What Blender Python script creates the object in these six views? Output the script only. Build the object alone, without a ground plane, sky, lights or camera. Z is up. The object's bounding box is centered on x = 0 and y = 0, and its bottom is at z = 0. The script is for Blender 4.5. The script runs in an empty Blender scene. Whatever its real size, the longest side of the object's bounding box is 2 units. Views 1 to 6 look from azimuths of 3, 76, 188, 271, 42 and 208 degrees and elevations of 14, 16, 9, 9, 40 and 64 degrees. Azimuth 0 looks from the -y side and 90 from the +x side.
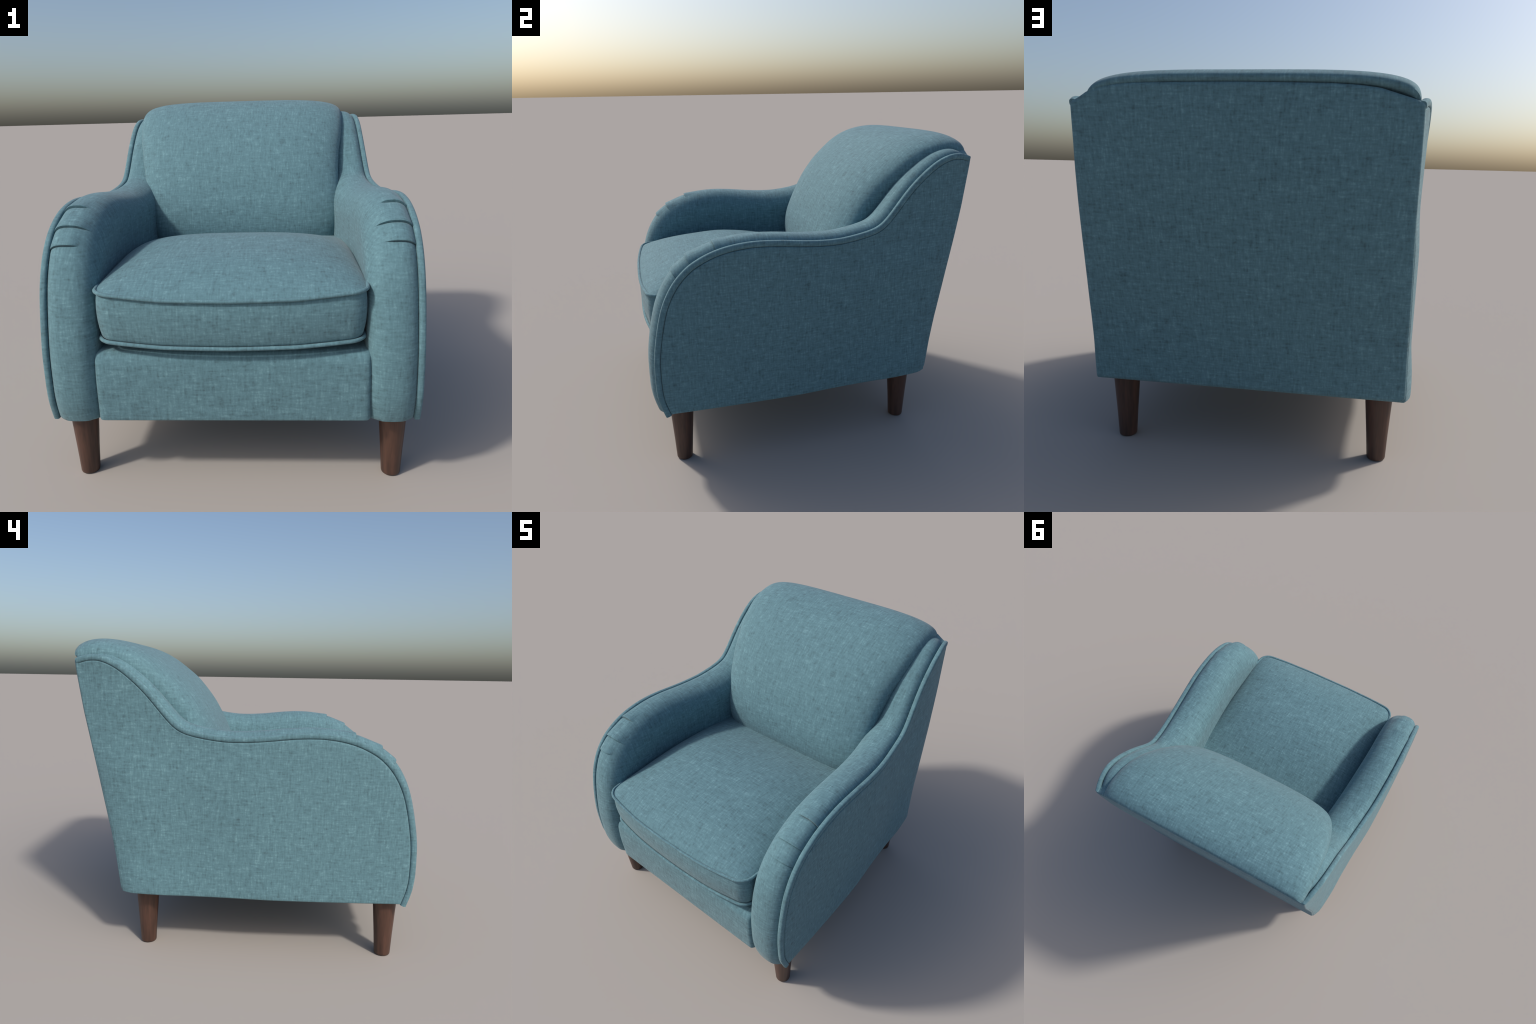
import bpy, bmesh, math
import numpy as np
from mathutils import Vector

# ------------------------------------------------------------------ helpers
def smooth(a, b, x):
    t = np.clip((np.asarray(x, float) - a) / (b - a), 0, 1)
    return t * t * (3 - 2 * t)

def catmull(points, per=16):
    """Centripetal Catmull-Rom through control points."""
    p = np.array(points, float)
    p = np.vstack([2 * p[0] - p[1], p, 2 * p[-1] - p[-2]])
    out = []
    for i in range(1, len(p) - 2):
        p0, p1, p2, p3 = p[i - 1:i + 3]
        t0 = 0.0
        t1 = t0 + np.linalg.norm(p1 - p0) ** .5
        t2 = t1 + np.linalg.norm(p2 - p1) ** .5
        t3 = t2 + np.linalg.norm(p3 - p2) ** .5
        for t in np.linspace(t1, t2, per, endpoint=False):
            a1 = (t1 - t) / (t1 - t0) * p0 + (t - t0) / (t1 - t0) * p1
            a2 = (t2 - t) / (t2 - t1) * p1 + (t - t1) / (t2 - t1) * p2
            a3 = (t3 - t) / (t3 - t2) * p2 + (t - t2) / (t3 - t2) * p3
            b1 = (t2 - t) / (t2 - t0) * a1 + (t - t0) / (t2 - t0) * a2
            b2 = (t3 - t) / (t3 - t1) * a2 + (t - t1) / (t3 - t1) * a3
            out.append((t2 - t) / (t2 - t1) * b1 + (t - t1) / (t2 - t1) * b2)
    out.append(p[-2])
    return np.array(out)

class Curve:
    """Arc-length parametrised planar or spatial curve."""
    def __init__(self, points, relax=0):
        c = catmull(points)
        for _ in range(relax):
            c[1:-1] = .25 * c[:-2] + .5 * c[1:-1] + .25 * c[2:]
        self.c = c
        self.s = np.concatenate([[0], np.cumsum(np.linalg.norm(np.diff(c, axis=0), axis=1))])
        self.length = self.s[-1]
    def at(self, s):
        return np.stack([np.interp(s, self.s, self.c[:, k]) for k in range(self.c.shape[1])], -1)
    def tangent(self, s, e=0.012):
        lo, hi = np.maximum(np.asarray(s) - e, 0), np.minimum(np.asarray(s) + e, self.length)
        d = self.at(hi) - self.at(lo)
        return d / np.linalg.norm(d, axis=-1, keepdims=True)
    def nearest(self, p):
        return self.s[np.argmin(np.linalg.norm(self.c - np.array(p), axis=1))]

def lerp_table(table, x):
    t = np.array(table, float)
    return np.interp(x, t[:, 0], t[:, 1])

ROOT = None
def add_mesh(name, verts, faces, mat, parent, smooth_angle=50):
    me = bpy.data.meshes.new(name)
    me.from_pydata([tuple(map(float, v)) for v in verts], [], faces)
    bm = bmesh.new(); bm.from_mesh(me)
    bmesh.ops.remove_doubles(bm, verts=bm.verts, dist=1e-5)
    bmesh.ops.recalc_face_normals(bm, faces=bm.faces)
    ang = math.radians(smooth_angle)
    for f in bm.faces: f.smooth = True
    for e in bm.edges:
        e.smooth = not (len(e.link_faces) == 2 and e.calc_face_angle(0) > ang)
    bm.to_mesh(me); bm.free()
    me.materials.append(mat)
    ob = bpy.data.objects.new(name, me)
    bpy.context.scene.collection.objects.link(ob)
    ob.parent = parent
    return ob

def grid_faces(n, m, start=0, wrap_m=False, wrap_n=False):
    f = []
    for i in range(n if wrap_n else n - 1):
        for j in range(m if wrap_m else m - 1):
            i2, j2 = (i + 1) % n, (j + 1) % m
            f.append((start + i * m + j, start + i2 * m + j, start + i2 * m + j2, start + i * m + j2))
    return f

def tube(path, ra, rb, side, up, closed=False, k=14, p=2.0):
    """Sweep a (super)elliptic section; side/up are per-point frame vectors."""
    n = len(path); th = np.linspace(0, 2 * np.pi, k, endpoint=False)
    c, s = np.cos(th), np.sin(th)
    c = np.sign(c) * np.abs(c) ** (2 / p); s = np.sign(s) * np.abs(s) ** (2 / p)
    v = path[:, None] + side[:, None] * (ra * c)[None, :, None] + up[:, None] * (rb * s)[None, :, None]
    faces = grid_faces(n, k, wrap_m=True, wrap_n=closed)
    if not closed:
        faces += [tuple(range(k)), tuple(range((n - 1) * k, n * k))]
    return v.reshape(-1, 3), faces

# ---------------------------------------------------------------- materials
def nodes(name):
    m = bpy.data.materials.new(name); m.use_nodes = True
    nt = m.node_tree; nt.nodes.clear()
    N = lambda t, **k: _node(nt, t, k)
    return m, nt, N, nt.links.new

def _node(nt, t, k):
    n = nt.nodes.new(t)
    for a, b in k.items():
        if a in n.inputs: n.inputs[a].default_value = b
        else: setattr(n, a, b)
    return n

def fabric_material(name="woven_teal_fabric", gain=1.03):
    m, nt, N, L = nodes(name)
    out = N('ShaderNodeOutputMaterial'); bs = N('ShaderNodeBsdfPrincipled')
    L(bs.outputs[0], out.inputs[0])
    tc = N('ShaderNodeTexCoord')
    def streak(scale, stretch, detail=2.0, rough=.5):
        mp = N('ShaderNodeMapping'); mp.inputs['Scale'].default_value = stretch
        L(tc.outputs['Object'], mp.inputs[0])
        n = N('ShaderNodeTexNoise', Scale=scale, Detail=detail, Roughness=rough)
        L(mp.outputs[0], n.inputs['Vector']); return n.outputs['Fac']
    def math_(op, a, b=None, v=None):
        n = N('ShaderNodeMath'); n.operation = op
        L(a, n.inputs[0])
        if b is not None: L(b, n.inputs[1])
        elif v is not None: n.inputs[1].default_value = v
        return n.outputs[0]
    # slubby yarns: threads running along x, along y and along z
    # threads are only seen on cloth they lie in, so weight each set by the facing
    geo = N('ShaderNodeNewGeometry'); sep = N('ShaderNodeSeparateXYZ')
    L(geo.outputs['Normal'], sep.inputs[0])
    tot = None
    for ax in range(3):
        st = [.2, .2, .2]; st[ax] = 1          # fine across the thread, long along it
        st2 = [.3, .3, .3]; st2[ax] = 1
        f = math_('ADD', math_('MULTIPLY', streak(98, st, 1.5), v=.82), math_('MULTIPLY', streak(36, st2, 1), v=.18))
        f = math_('SUBTRACT', f, v=.5)
        sq = math_('MULTIPLY', sep.outputs[ax], sep.outputs[ax])
        wgt = math_('SUBTRACT', sq, v=1.0); wgt = math_('MULTIPLY', wgt, v=-1.0)
        f = math_('MULTIPLY', f, wgt)
        tot = f if tot is None else math_('ADD', tot, f)
    speck = math_('SUBTRACT', streak(115, (1, 1, 1), 1), v=.5)
    tot = math_('ADD', math_('MULTIPLY', tot, v=.33), math_('MULTIPLY', speck, v=.14))
    tot = math_('ADD', tot, v=.5)
    ramp = N('ShaderNodeValToRGB')
    cr = ramp.color_ramp
    cols = [(0.36, (.062, .114, .132)), (.46, (.090, .178, .208)), (.54, (.106, .208, .241)), (.64, (.160, .292, .325))]
    cr.elements[0].position, cr.elements[1].position = cols[0][0], cols[-1][0]
    cr.elements[0].color = (*[c * gain for c in cols[0][1]], 1)
    cr.elements[1].color = (*[c * gain for c in cols[-1][1]], 1)
    for pz, c in cols[1:-1]:
        e = cr.elements.new(pz); e.color = (*[q * gain for q in c], 1)
    L(tot, ramp.inputs[0]); L(ramp.outputs[0], bs.inputs['Base Color'])
    bs.inputs['Roughness'].default_value = .85
    bs.inputs['Specular IOR Level'].default_value = .25
    bs.inputs['Sheen Weight'].default_value = .12
    bs.inputs['Sheen Roughness'].default_value = .5
    bp = N('ShaderNodeBump', Strength=.22, Distance=.004)
    L(tot, bp.inputs['Height']); L(bp.outputs[0], bs.inputs['Normal'])
    return m

def wood_material():
    m, nt, N, L = nodes('dark_walnut')
    out = N('ShaderNodeOutputMaterial'); bs = N('ShaderNodeBsdfPrincipled')
    L(bs.outputs[0], out.inputs[0])
    tc = N('ShaderNodeTexCoord'); mp = N('ShaderNodeMapping')
    mp.inputs['Scale'].default_value = (1, 1, .06)
    L(tc.outputs['Object'], mp.inputs[0])
    n = N('ShaderNodeTexNoise', Scale=42, Detail=4, Roughness=.6, Distortion=.4)
    L(mp.outputs[0], n.inputs['Vector'])
    r = N('ShaderNodeValToRGB')
    r.color_ramp.elements[0].position = .3; r.color_ramp.elements[1].position = .72
    r.color_ramp.elements[0].color = (.036, .018, .013, 1)
    r.color_ramp.elements[1].color = (.105, .050, .033, 1)
    L(n.outputs['Fac'], r.inputs[0]); L(r.outputs[0], bs.inputs['Base Color'])
    bs.inputs['Roughness'].default_value = .42
    return m

def lining_material():
    m, nt, N, L = nodes('black_lining_cloth')
    out = N('ShaderNodeOutputMaterial'); bs = N('ShaderNodeBsdfPrincipled')
    L(bs.outputs[0], out.inputs[0])
    n = N('ShaderNodeTexNoise', Scale=160, Detail=2)
    r = N('ShaderNodeValToRGB')
    r.color_ramp.elements[0].color = (.03, .045, .05, 1)
    r.color_ramp.elements[1].color = (.06, .085, .09, 1)
    L(n.outputs['Fac'], r.inputs[0]); L(r.outputs[0], bs.inputs['Base Color'])
    bs.inputs['Roughness'].default_value = .95
    return m

FABRIC = fabric_material()
WOOD = wood_material()
LINING = lining_material()

# ------------------------------------------------------------ common layout
ROOT = bpy.data.objects.new('armchair', None)
bpy.context.scene.collection.objects.link(ROOT)
ROOT['label'] = 'teal fabric armchair with sweeping arms and walnut legs'
ROOT['category'] = 'armchair'

Z0 = 0.353                                   # underside of the upholstery
BACK_LINE = [(.353, .747), (.55, .772), (.72, .798), (.86, .826), (1.02, .858), (1.235, .902), (1.41, .937), (1.63, .972), (1.80, .994)]
def back_y(z): return lerp_table(BACK_LINE, z)
# the sides bow outwards and close in towards the back edge (distance from back edge, half width)
SIDE_BOW = Curve([(-.05, .755), (0, .763), (.04, .774), (.1, .784), (.25, .800), (.4, .809), (.6, .829), (.85, .855),
                  (1.1, .864), (1.4, .867), (1.66, .865), (1.9, .862)])
def side_x(y, z):
    d = back_y(z) - np.asarray(y)
    x = np.interp(d, SIDE_BOW.c[:, 0], SIDE_BOW.c[:, 1])
    k = smooth(0, .2, d)                     # the wing narrows upwards
    x = x - k * .011 * smooth(1.0, 1.32, z) * (1 - smooth(.7, 1.25, d))
    x = x - (1 - k) * .022 * np.clip((np.asarray(z) - .75) / .95, 0, 1)
    return x + (.004 + .012 * smooth(.0, .08, d)) * (1 - smooth(.38, .62, z)) * (1 - smooth(.2, .75, d))
def panel_dip(y, z):                         # the wing cloth is drawn in below the piping
    return .004 * smooth(1.08, 1.28, z) * (1 - smooth(.6, 1.1, back_y(z) - np.asarray(y)))
def frame_lean(z):                           # the frame sits a touch askew at the top
    return -0.010 * smooth(1.15, 1.7, z)

# seam between the outer side panel and the piping, front foot to back tip (y, z)
SEAM = Curve([(-.873, .352), (-.897, .422), (-.909, .48), (-.913, .56), (-.913, .66), (-.907, .729),
              (-.890, .838), (-.862, .96), (-.828, 1.045), (-.785, 1.115), (-.727, 1.176), (-.677, 1.21),
              (-.6, 1.247), (-.516, 1.271), (-.426, 1.284), (-.343, 1.287), (-.231, 1.281), (-.112, 1.268),
              (0, 1.259), (.09, 1.257), (.146, 1.259), (.232, 1.269), (.318, 1.285), (.383, 1.307),
              (.433, 1.343), (.49, 1.406), (.547, 1.475), (.604, 1.538), (.675, 1.603), (.739, 1.650),
              (.803, 1.681), (.86, 1.692), (.919, 1.686), (.962, 1.672)], relax=30)
def seam_frame(s):
    p = SEAM.at(s); t = SEAM.tangent(s, .02)
    n = np.stack([-t[:, 1], t[:, 0]], -1)     # points away from the panel
    return p, n

PLEATS = [((-.570, 1.258), .165), ((-.704, 1.193), .21), ((-.772, 1.130), .175)]
PLEAT_S = [(SEAM.nearest(p), w) for p, w in PLEATS]

def inner_w(y):                              # thickness of the arm
    return .252 + .018 * smooth(-.5, .1, y)

def add_field(verts, faces, outline, start, sgn, inner=False):
    """Fill a planform outline with concentric rings laid on the bowed side surface."""
    K = len(outline); c = np.array([-.05, .80])
    prev = start; k = sum(len(v) for v in verts)
    for f in (.92, .84, .75, .66, .57, .48, .39, .30, .21, .12, .05):
        q = c + (outline - c) * f
        xx = side_x(q[:, 0], q[:, 1]) + sgn * frame_lean(q[:, 1])
        xx = xx - inner_w(q[:, 0]) if inner else xx + .001 - panel_dip(q[:, 0], q[:, 1])
        verts.append(np.stack([sgn * xx, q[:, 0], q[:, 1]], -1))
        for i in range(K):
            faces.append((prev + i, prev + (i + 1) % K, k + (i + 1) % K, k + i))
        prev = k; k += K
    faces.append(tuple(range(prev, prev + K)))

def build_arm(sgn):
    # ---- padded roll
    base = np.linspace(0, SEAM.length, 170)
    extra = [sp + d for sp, _ in PLEAT_S for d in
             (-.02, -.012, -.007, -.004, -.002, -.0008, .0008, .002, .004, .008, .014, .022, .032, .045)]
    s = np.unique(np.concatenate([base, extra]))
    P, Nn = seam_frame(s)
    # section: squarish on the upright front, a softer slope on the arm and wing
    soft = smooth(.50, .95, s)[:, None]
    p = 2.55 - .15 * soft; B = .12 + .065 * soft; wc = .132 - .034 * soft
    wall_w = inner_w(P[:, 0:1])
    th = np.linspace(-1.0, math.pi / 2, 40)[None, :]
    sn, cs = np.sin(th), np.cos(th).clip(0)
    w = wc + np.where(sn > 0, wall_w - wc, wc - .016) * np.sign(sn) * np.abs(sn) ** (2 / p)
    hb = np.where(sn > 0, B, .11) * (cs ** (2 / p) - 1)   # 0 at the crest
    n1 = len(s)
    w = np.concatenate([np.full((n1, 1), .012), w, np.repeat(wall_w, 3, 1)], 1)
    hb = np.concatenate([np.full((n1, 1), -.075), hb, -B - .01, -B - .03, -B - .06], 1)
    crest = lerp_table([(0, .066), (.2, .062), (.6, .058), (1.0, .054), (1.4, .054), (2.3, .058),
                        (SEAM.length - .09, .054), (SEAM.length - .03, .044), (SEAM.length, .028)], s)
    h = crest[:, None] + hb
    lap = np.zeros_like(h)
    # pleats: the rear fold laps over the front one and drops at a crease
    for sp, wend in PLEAT_S:
        ds = s[:, None] - sp
        fade = 1 - smooth(.75 * wend, wend, w)
        lift = np.where(ds >= 0, .013 * np.exp(-ds.clip(0) / .05) * (1 - .35 * np.exp(-ds.clip(0) / .003)),
                        -.008 * np.exp(ds.clip(None, 0) / .0045))
        h += lift * fade
        lap += np.where(ds >= 0, -.004 * np.exp(-ds.clip(0) / .012), 0) * fade   # the fold hangs over its crease
    y = P[:, 0:1] + Nn[:, 0:1] * h + Nn[:, 1:2] * lap; z = P[:, 1:2] + Nn[:, 1:2] * h - Nn[:, 0:1] * lap
    z = np.maximum(z, Z0 - .006)
    x = (side_x(y, z) - w) + sgn * frame_lean(z)
    V = np.stack([sgn * x, y, z], -1)
    n, m = V.shape[:2]
    verts = V.reshape(-1, 3); faces = grid_faces(n, m)
    # inner wall closes the arm down to the underside
    last = [i * m + m - 1 for i in range(n)]
    k = len(verts)
    edge = [(min(y[-1, -1], float(back_y(q)) - .04), q) for q in np.linspace(1.35, Z0 + .01, 12)]
    edge.append((y[0, -1], Z0 + .01))
    wall = [(sgn * (float(side_x(yy, zz)) - float(inner_w(yy)) + sgn * float(frame_lean(zz))), yy, zz) for yy, zz in edge]
    faces.append(tuple(range(m)) + (k + len(wall) - 1,))
    loop = np.vstack([verts[last], wall])
    chunks = [verts, np.array(wall), loop]
    add_field(chunks, faces, loop[:, 1:], k + len(wall), sgn, inner=True)
    verts = np.vstack(chunks)
    arm = add_mesh('arm', verts, faces, FABRIC, ROOT, 60)

    # ---- piping along the seam
    s = np.linspace(-.004, SEAM.length + .002, 260)
    P, Nn = seam_frame(np.clip(s, 0, SEAM.length))
    T = np.stack([Nn[:, 1], -Nn[:, 0]], -1)
    P = P + T * np.where(s < 0, s, np.where(s > SEAM.length, s - SEAM.length, 0))[:, None]
    C = P + Nn * .0170
    def to3(q, off):
        xx = side_x(q[:, 0], q[:, 1]) + off + sgn * frame_lean(q[:, 1])
        return np.stack([sgn * xx, q[:, 0], q[:, 1]], -1)
    path = to3(C, -.0135)
    upv = to3(C + Nn * .1, -.0135) - path; upv /= np.linalg.norm(upv, axis=1, keepdims=True)
    sd = np.tile([sgn, 0., 0.], (len(path), 1))
    v, f = tube(path, .0160, .0170, sd, upv, k=18, p=2.7)
    add_mesh('piping', v, f, FABRIC, arm)

    # ---- flat outer side panel
    s = np.linspace(0, SEAM.length, 200)
    top = SEAM.at(s)
    zs = np.linspace(1.668, Z0 + .004, 60)[1:]
    back = np.stack([back_y(zs) - .008, zs], -1)
    back[:, 0] = np.minimum(back[:, 0], .962)
    ys = np.linspace(back[-1, 0], top[0, 0], 60)[1:-1]
    bot = np.stack([ys, np.full(len(ys), Z0)], -1)
    ring = np.vstack([top, back, bot])
    d = np.roll(ring, -1, 0) - np.roll(ring, 1, 0)
    d /= np.linalg.norm(d, axis=1, keepdims=True)
    inn = np.stack([d[:, 1], -d[:, 0]], -1)
    verts, faces = [], []
    r = .010
    prof = [(.0, .05), (0, r)] + [(r - r * math.cos(q), r - r * math.sin(q)) for q in np.linspace(.3, math.pi / 2, 5)]
    K = len(ring)
    for off, dep in prof:
        q = ring + inn * off
        xx = side_x(q[:, 0], q[:, 1]) - dep + .001 - panel_dip(q[:, 0], q[:, 1]) * min(1, off / .01) + sgn * frame_lean(q[:, 1])
        verts.append(np.stack([sgn * xx, q[:, 0], q[:, 1]], -1))
    faces = grid_faces(len(prof), K, wrap_m=True)
    # the bowed field: vertical strips between the lower and the upper outline
    lo_hi = ring + inn * r
    add_field(verts, faces, lo_hi, (len(prof) - 1) * K, sgn)
    add_mesh('side_panel', np.vstack(verts), faces, FABRIC, arm, 60)

build_arm(1); build_arm(-1)

# --------------------------------------------------------------- rounded slab
def edge_samples(n, dense):
    t = np.linspace(0, 1, n)
    return np.unique(np.concatenate([dense, t, 1 - dense]))

def round_in(d, r):
    d = np.clip(d, 0, r)
    return r - np.sqrt(np.maximum(r * r - (r - d) ** 2, 0))

# ----------------------------------------------------------------- back panel
def build_back_panel():
    dense = np.array([0, .0008, .002, .004, .007, .011, .016, .022])
    u = edge_samples(60, dense); v = edge_samples(60, dense)
    TOPL = [(-.775, 1.690), (-.752, 1.700), (-.722, 1.712), (-.66, 1.730), (-.58, 1.754), (-.5, 1.764), (-.38, 1.771), (0, 1.776),
            (.45, 1.772), (.51, 1.768), (.58, 1.760), (.65, 1.738), (.70, 1.708), (.745, 1.690)]
    X = np.zeros((len(v), len(u))); Y = X.copy(); Z = X.copy()
    for i, vv in enumerate(v):
        for j, uu in enumerate(u):
            xn = (uu * 2 - 1)
            zt = lerp_table(TOPL, xn * .748 - .012)
            z = Z0 + vv * (zt - Z0)
            y = float(back_y(z))
            hw = float(side_x(y, z)) + .002 - float(round_in(z - Z0, .035))
            x = xn * hw + float(frame_lean(z))
            d = min(uu, 1 - uu) * 2 * hw; dz = min(vv * 1.4, (1 - vv) * 1.4)
            bulge = .010 * (1 - abs(xn) ** 10) * max(math.sin(math.pi * vv), 0) ** .6
            y += bulge - float(round_in(d, .015)) - float(round_in(dz, .016 if vv > .5 else .022))
            X[i, j], Y[i, j], Z[i, j] = x, y, z
    V = np.stack([X, Y, Z], -1); n, m = V.shape[:2]
    verts = V.reshape(-1, 3); faces = grid_faces(n, m)
    rim = [j for j in range(m)] + [i * m + m - 1 for i in range(1, n)] + \
          [(n - 1) * m + j for j in range(m - 2, -1, -1)] + [i * m for i in range(n - 2, 0, -1)]
    k = len(verts)
    inner = verts[rim] + np.array([0, -.06, 0])
    verts = np.vstack([verts, inner])
    R = len(rim)
    for i in range(R):
        faces.append((rim[i], rim[(i + 1) % R], k + (i + 1) % R, k + i))
    faces.append(tuple(range(k, k + R)))
    add_mesh('back_panel', verts, faces, FABRIC, ROOT, 40)
build_back_panel()

# --------------------------------------------------------------- back cushion
def build_back_cushion():
    prof = Curve([(.20, .84), (.165, .95), (.150, 1.03), (.152, 1.10), (.167, 1.181), (.196, 1.27), (.235, 1.36),
                  (.291, 1.46), (.357, 1.548), (.418, 1.617), (.525, 1.700), (.60, 1.750), (.68, 1.791), (.77, 1.820),
                  (.87, 1.834), (.935, 1.829), (.975, 1.814), (.996, 1.798), (.990, 1.781), (.966, 1.771), (.94, 1.762)], relax=4)
    s = np.linspace(0, prof.length, 110)
    P = prof.at(s); T = prof.tangent(s, .02)
    ang = np.arctan2(-T[:, 0], T[:, 1])              # inward normal, 0 = +y, -90deg = -z
    ang = np.where(ang > 1.7, ang - 2 * math.pi, ang)
    ang = np.clip(ang, -math.radians(100), 0)
    D2 = np.stack([np.cos(ang), np.sin(ang)], -1)
    p = 2.9 + 1.1 * smooth(1.6, 1.82, P[:, 1:2]) + .9 * (1 - smooth(1.1, 1.4, P[:, 1:2])); D = .14
    th = np.linspace(-math.pi / 2, math.pi / 2, 81)[None, :]
    xi = np.sign(np.sin(th)) * np.abs(np.sin(th)) ** (2 / p)
    de = D * (1 - np.cos(th).clip(0) ** (2 / p))
    one = np.ones((len(s), 1))
    xi = np.concatenate([-one, -one, xi, one, one], 1)
    de = np.concatenate([one * (D + .10), one * (D + .05), de, one * (D + .05), one * (D + .10)], 1)
    W = lerp_table([(.8, .585), (1.0, .590), (1.2, .612), (1.45, .632), (1.6, .655), (1.72, .684), (1.85, .704)], P[:, 1])
    off = -.038 * smooth(1.0, 1.65, P[:, 1])
    X = off[:, None] + W[:, None] * xi
    dd = de
    Y = P[:, 0:1] + D2[:, 0:1] * dd; Z = P[:, 1:2] + D2[:, 1:2] * dd
    Y = np.minimum(Y, np.interp(Z, [b[0] for b in BACK_LINE], [b[1] for b in BACK_LINE]) + np.where(Z > 1.72, .02, -.012))
    V = np.stack([X, Y, Z], -1); n, m = V.shape[:2]
    faces = grid_faces(n, m)
    add_mesh('back_cushion', V.reshape(-1, 3), faces, FABRIC, ROOT, 60)
build_back_cushion()

# --------------------------------------------------------------- seat cushion
def build_seat_cushion():
    yb = .30
    def half(y): return np.interp(y, [-.94, -.8, -.4, 0, .3], [.606, .620, .622, .614, .590])
    r = .065
    cs = np.sin(np.linspace(-math.pi / 2, math.pi / 2, 61))
    cs = np.sign(cs) * np.abs(cs) ** .8
    cv = (1 - np.cos(np.linspace(0, math.pi, 45))) / 2
    def front(u, mid, corner):
        y = mid + (corner - mid) * np.abs(u) ** 2.6
        x = np.abs(u) * .606
        e = np.clip(x - (.606 - r), 0, r)
        return y + (r - np.sqrt(np.maximum(r * r - e * e, 0))) * .9
    def plan(u, v, mid=-.986, corner=-.939, inset=0.0):
        f = front(u, mid, corner); y = f + v * (yb - f)
        return u * half(y), y
    U, Vv = np.meshgrid(cs, cv)
    X, Y = plan(U, Vv)
    def edge_z(x, y):
        return np.interp(np.abs(x), [0, .3, .6], [.944, .949, .972]) * (1 - smooth(-.95, -.7, y)) + .975 * smooth(-.95, -.7, y)
    pu = (1 - np.abs(U) ** 3.0).clip(0) ** .56
    swell = Curve([(0, 0), (.03, .26), (.105, .55), (.2, .74), (.3, .88), (.455, 1), (.55, .93), (.65, .77), (.767, .48), (.868, .20), (1, -.1)])
    pv = np.interp(Vv, swell.c[:, 0], swell.c[:, 1])
    Z = edge_z(X, Y) + .136 * pu * pv
    top = np.stack([X, Y, Z], -1); n, m = top.shape[:2]
    rim = [(0, j) for j in range(m)] + [(i, m - 1) for i in range(1, n)] + \
          [(n - 1, j) for j in range(m - 2, -1, -1)] + [(i, 0) for i in range(n - 2, 0, -1)]
    rim_top = np.array([top[i, j] for i, j in rim])
    K = len(rim)
    rim_bot = rim_top.copy()
    rim_bot[:, 2] = np.interp(np.abs(rim_bot[:, 0]), [0, .3, .6], [.727, .732, .750])
    cen = np.array([0, -.35])
    dirv = rim_top[:, :2] - cen
    tang = np.roll(rim_top, -1, 0) - np.roll(rim_top, 1, 0); tang[:, 2] = 0
    tang /= np.linalg.norm(tang, axis=1, keepdims=True)
    outw = np.stack([tang[:, 1], -tang[:, 0], np.zeros(K)], -1)
    outw *= np.sign((outw[:, :2] * dirv).sum(1))[:, None]
    rim_bot += outw * -.010
    verts = [top.reshape(-1, 3)]; faces = grid_faces(n, m)
    idx = [[i * m + j for i, j in rim]]
    k = n * m
    for q in (.03, .08, .2, .35, .5, .65, .8, .92, .97, 1.0):
        row = rim_top * (1 - q) + rim_bot * q + outw * (.018 * math.sin(math.pi * q) ** .5 - .012)
        verts.append(row); idx.append(list(range(k, k + K))); k += K
    for a, b in zip(idx[:-1], idx[1:]):
        for i in range(K):
            faces.append((a[i], a[(i + 1) % K], b[(i + 1) % K], b[i]))
    faces.append(tuple(idx[-1]))
    seat = add_mesh('seat_cushion', np.vstack(verts), faces, FABRIC, ROOT, 55)
    for ring, dz in ((rim_top, .003), (rim_bot, -.003)):
        path = ring + outw * .001 + np.array([0, 0, dz])
        up = np.tile([0., 0., 1.], (K, 1))
        v, f = tube(path, .0090, .0090, outw, up, closed=True, k=12)
        add_mesh('piping', v, f, FABRIC, seat)
build_seat_cushion()

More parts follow.
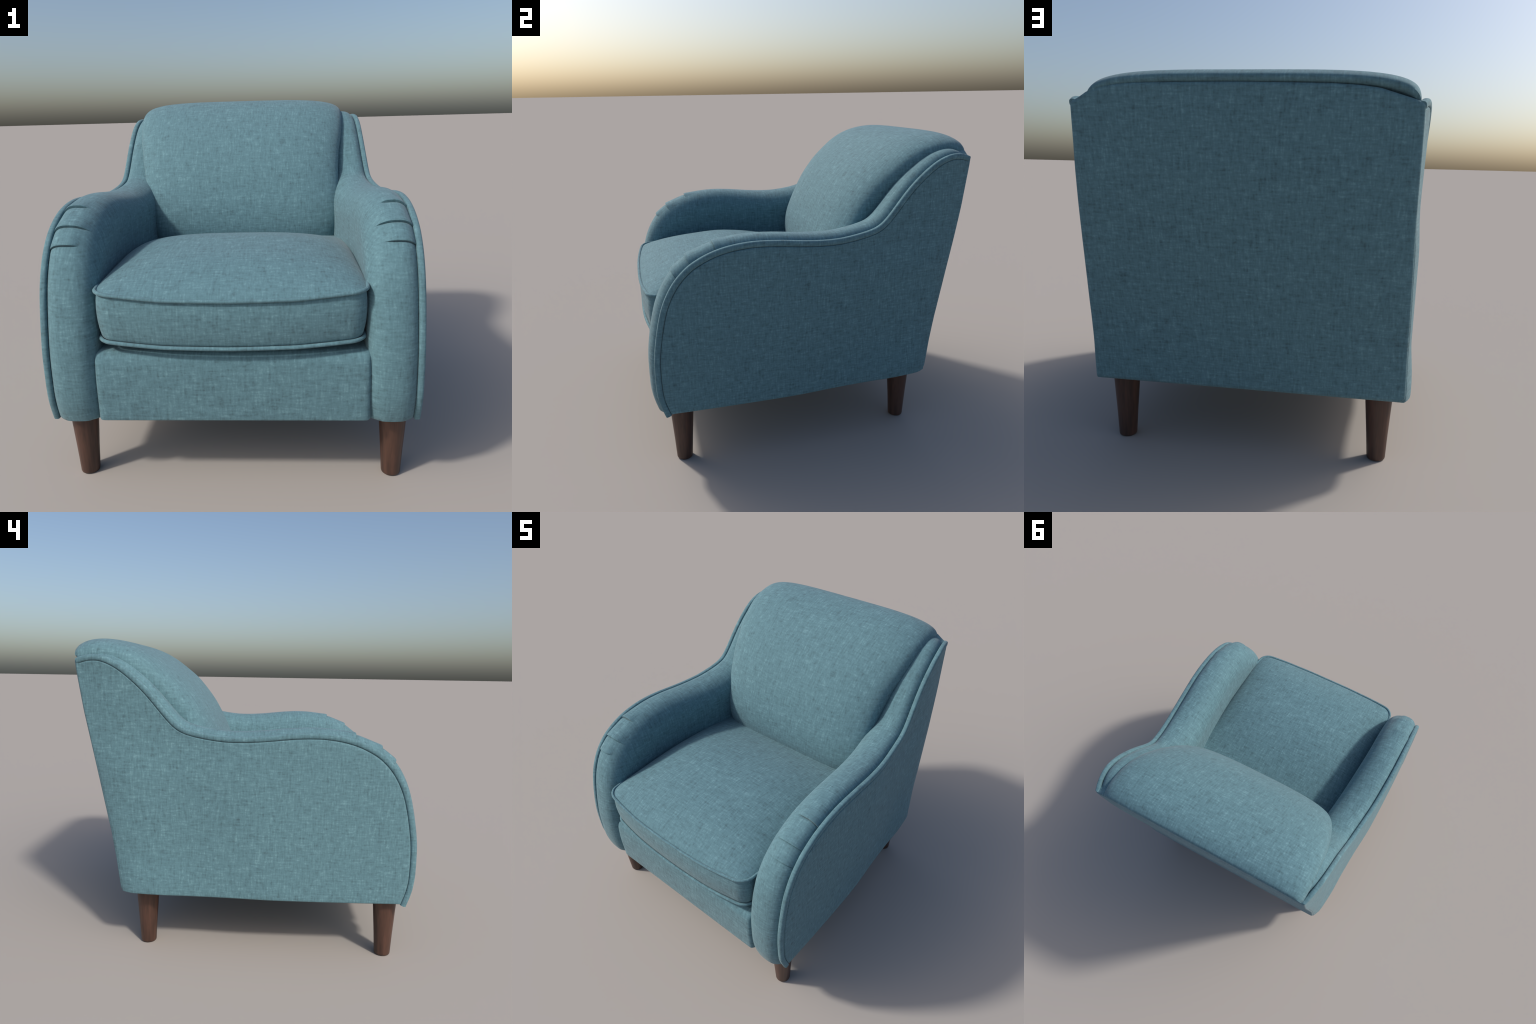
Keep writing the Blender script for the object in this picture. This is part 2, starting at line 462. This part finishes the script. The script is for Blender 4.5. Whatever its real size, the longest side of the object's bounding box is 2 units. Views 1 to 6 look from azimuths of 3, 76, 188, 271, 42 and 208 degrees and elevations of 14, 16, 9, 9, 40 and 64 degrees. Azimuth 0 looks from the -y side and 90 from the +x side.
# ------------------------------------------------- front rail and seat support
def build_rail():
    hw = .64
    zb = Z0 - .002
    sec = [(-.60, zb), (-.935, zb)]
    sec += [(-.935 - .009 * math.sin(q), zb + .009 - .009 * math.cos(q)) for q in np.linspace(0, math.pi / 2, 5)]
    sec += [(-.946, .40), (-.949, .45), (-.951, .50), (-.951, .56), (-.949, .60)]
    rr = .055
    sec += [(-.946 + rr - rr * math.cos(q), .634 + rr * math.sin(q)) for q in np.linspace(.1, math.pi / 2, 10)]
    sec += [(-.60, .685)]
    xs = np.concatenate([-hw + np.array([0, .002, .005, .01, .016, .024]), np.linspace(-hw + .04, hw - .04, 31),
                         hw - np.array([.024, .016, .01, .005, .002, 0])])
    verts = [(x, y + (.04 * (1 - min(hw - abs(x), .03) / .03) ** 2 if y < -.7 else 0), z) for x in xs for y, z in sec]
    m = len(sec); n = len(xs)
    faces = grid_faces(n, m, wrap_m=True) + [tuple(range(m)), tuple(range((n - 1) * m, n * m))]
    add_mesh('front_rail', verts, faces, FABRIC, ROOT, 40)
    def box(name, x0, x1, x0b, x1b, y0, y1, z0, z1, mat):
        v = [(x0, y0, z0), (x1, y0, z0), (x1b, y1, z0), (x0b, y1, z0),
             (x0, y0, z1), (x1, y0, z1), (x1b, y1, z1), (x0b, y1, z1)]
        f = [(0, 1, 2, 3), (4, 5, 6, 7), (0, 1, 5, 4), (1, 2, 6, 5), (2, 3, 7, 6), (3, 0, 4, 7)]
        return add_mesh(name, v, f, mat, ROOT, 30)
    box('seat_support', -.63, .63, -.57, .57, -.605, .20, .40, .700, FABRIC)
    box('dust_cover', -.84, .84, -.745, .745, -.86, .735, Z0 + .006, Z0 + .03, LINING)
build_rail()

# ------------------------------------------------------------------------ legs
def build_legs():
    prof = [(0, 0), (.040, 0), (.0445, .002), (.0465, .008), (.047, .018), (.0535, .13), (.062, .25), (.070, .362), (0, .362)]
    k = 40; verts = []; faces = []
    for r, z in prof[1:-1]:
        for q in range(k):
            a = 2 * math.pi * q / k
            verts.append((r * math.cos(a), r * math.sin(a), z))
    n = len(prof) - 2
    faces = grid_faces(n, k, wrap_m=True) + [tuple(range(k)), tuple(range((n - 1) * k, n * k))]
    first = None
    for x, y in ((.757, -.807), (-.750, -.807), (.664, .611), (-.653, .611)):
        if first is None:
            ob = first = add_mesh('leg', verts, faces, WOOD, ROOT, 50)
        else:
            ob = first.copy(); bpy.context.scene.collection.objects.link(ob)
        ob.location = (x, y, 0)
        ob.rotation_euler = (0, 0, math.atan2(y, x))
build_legs()
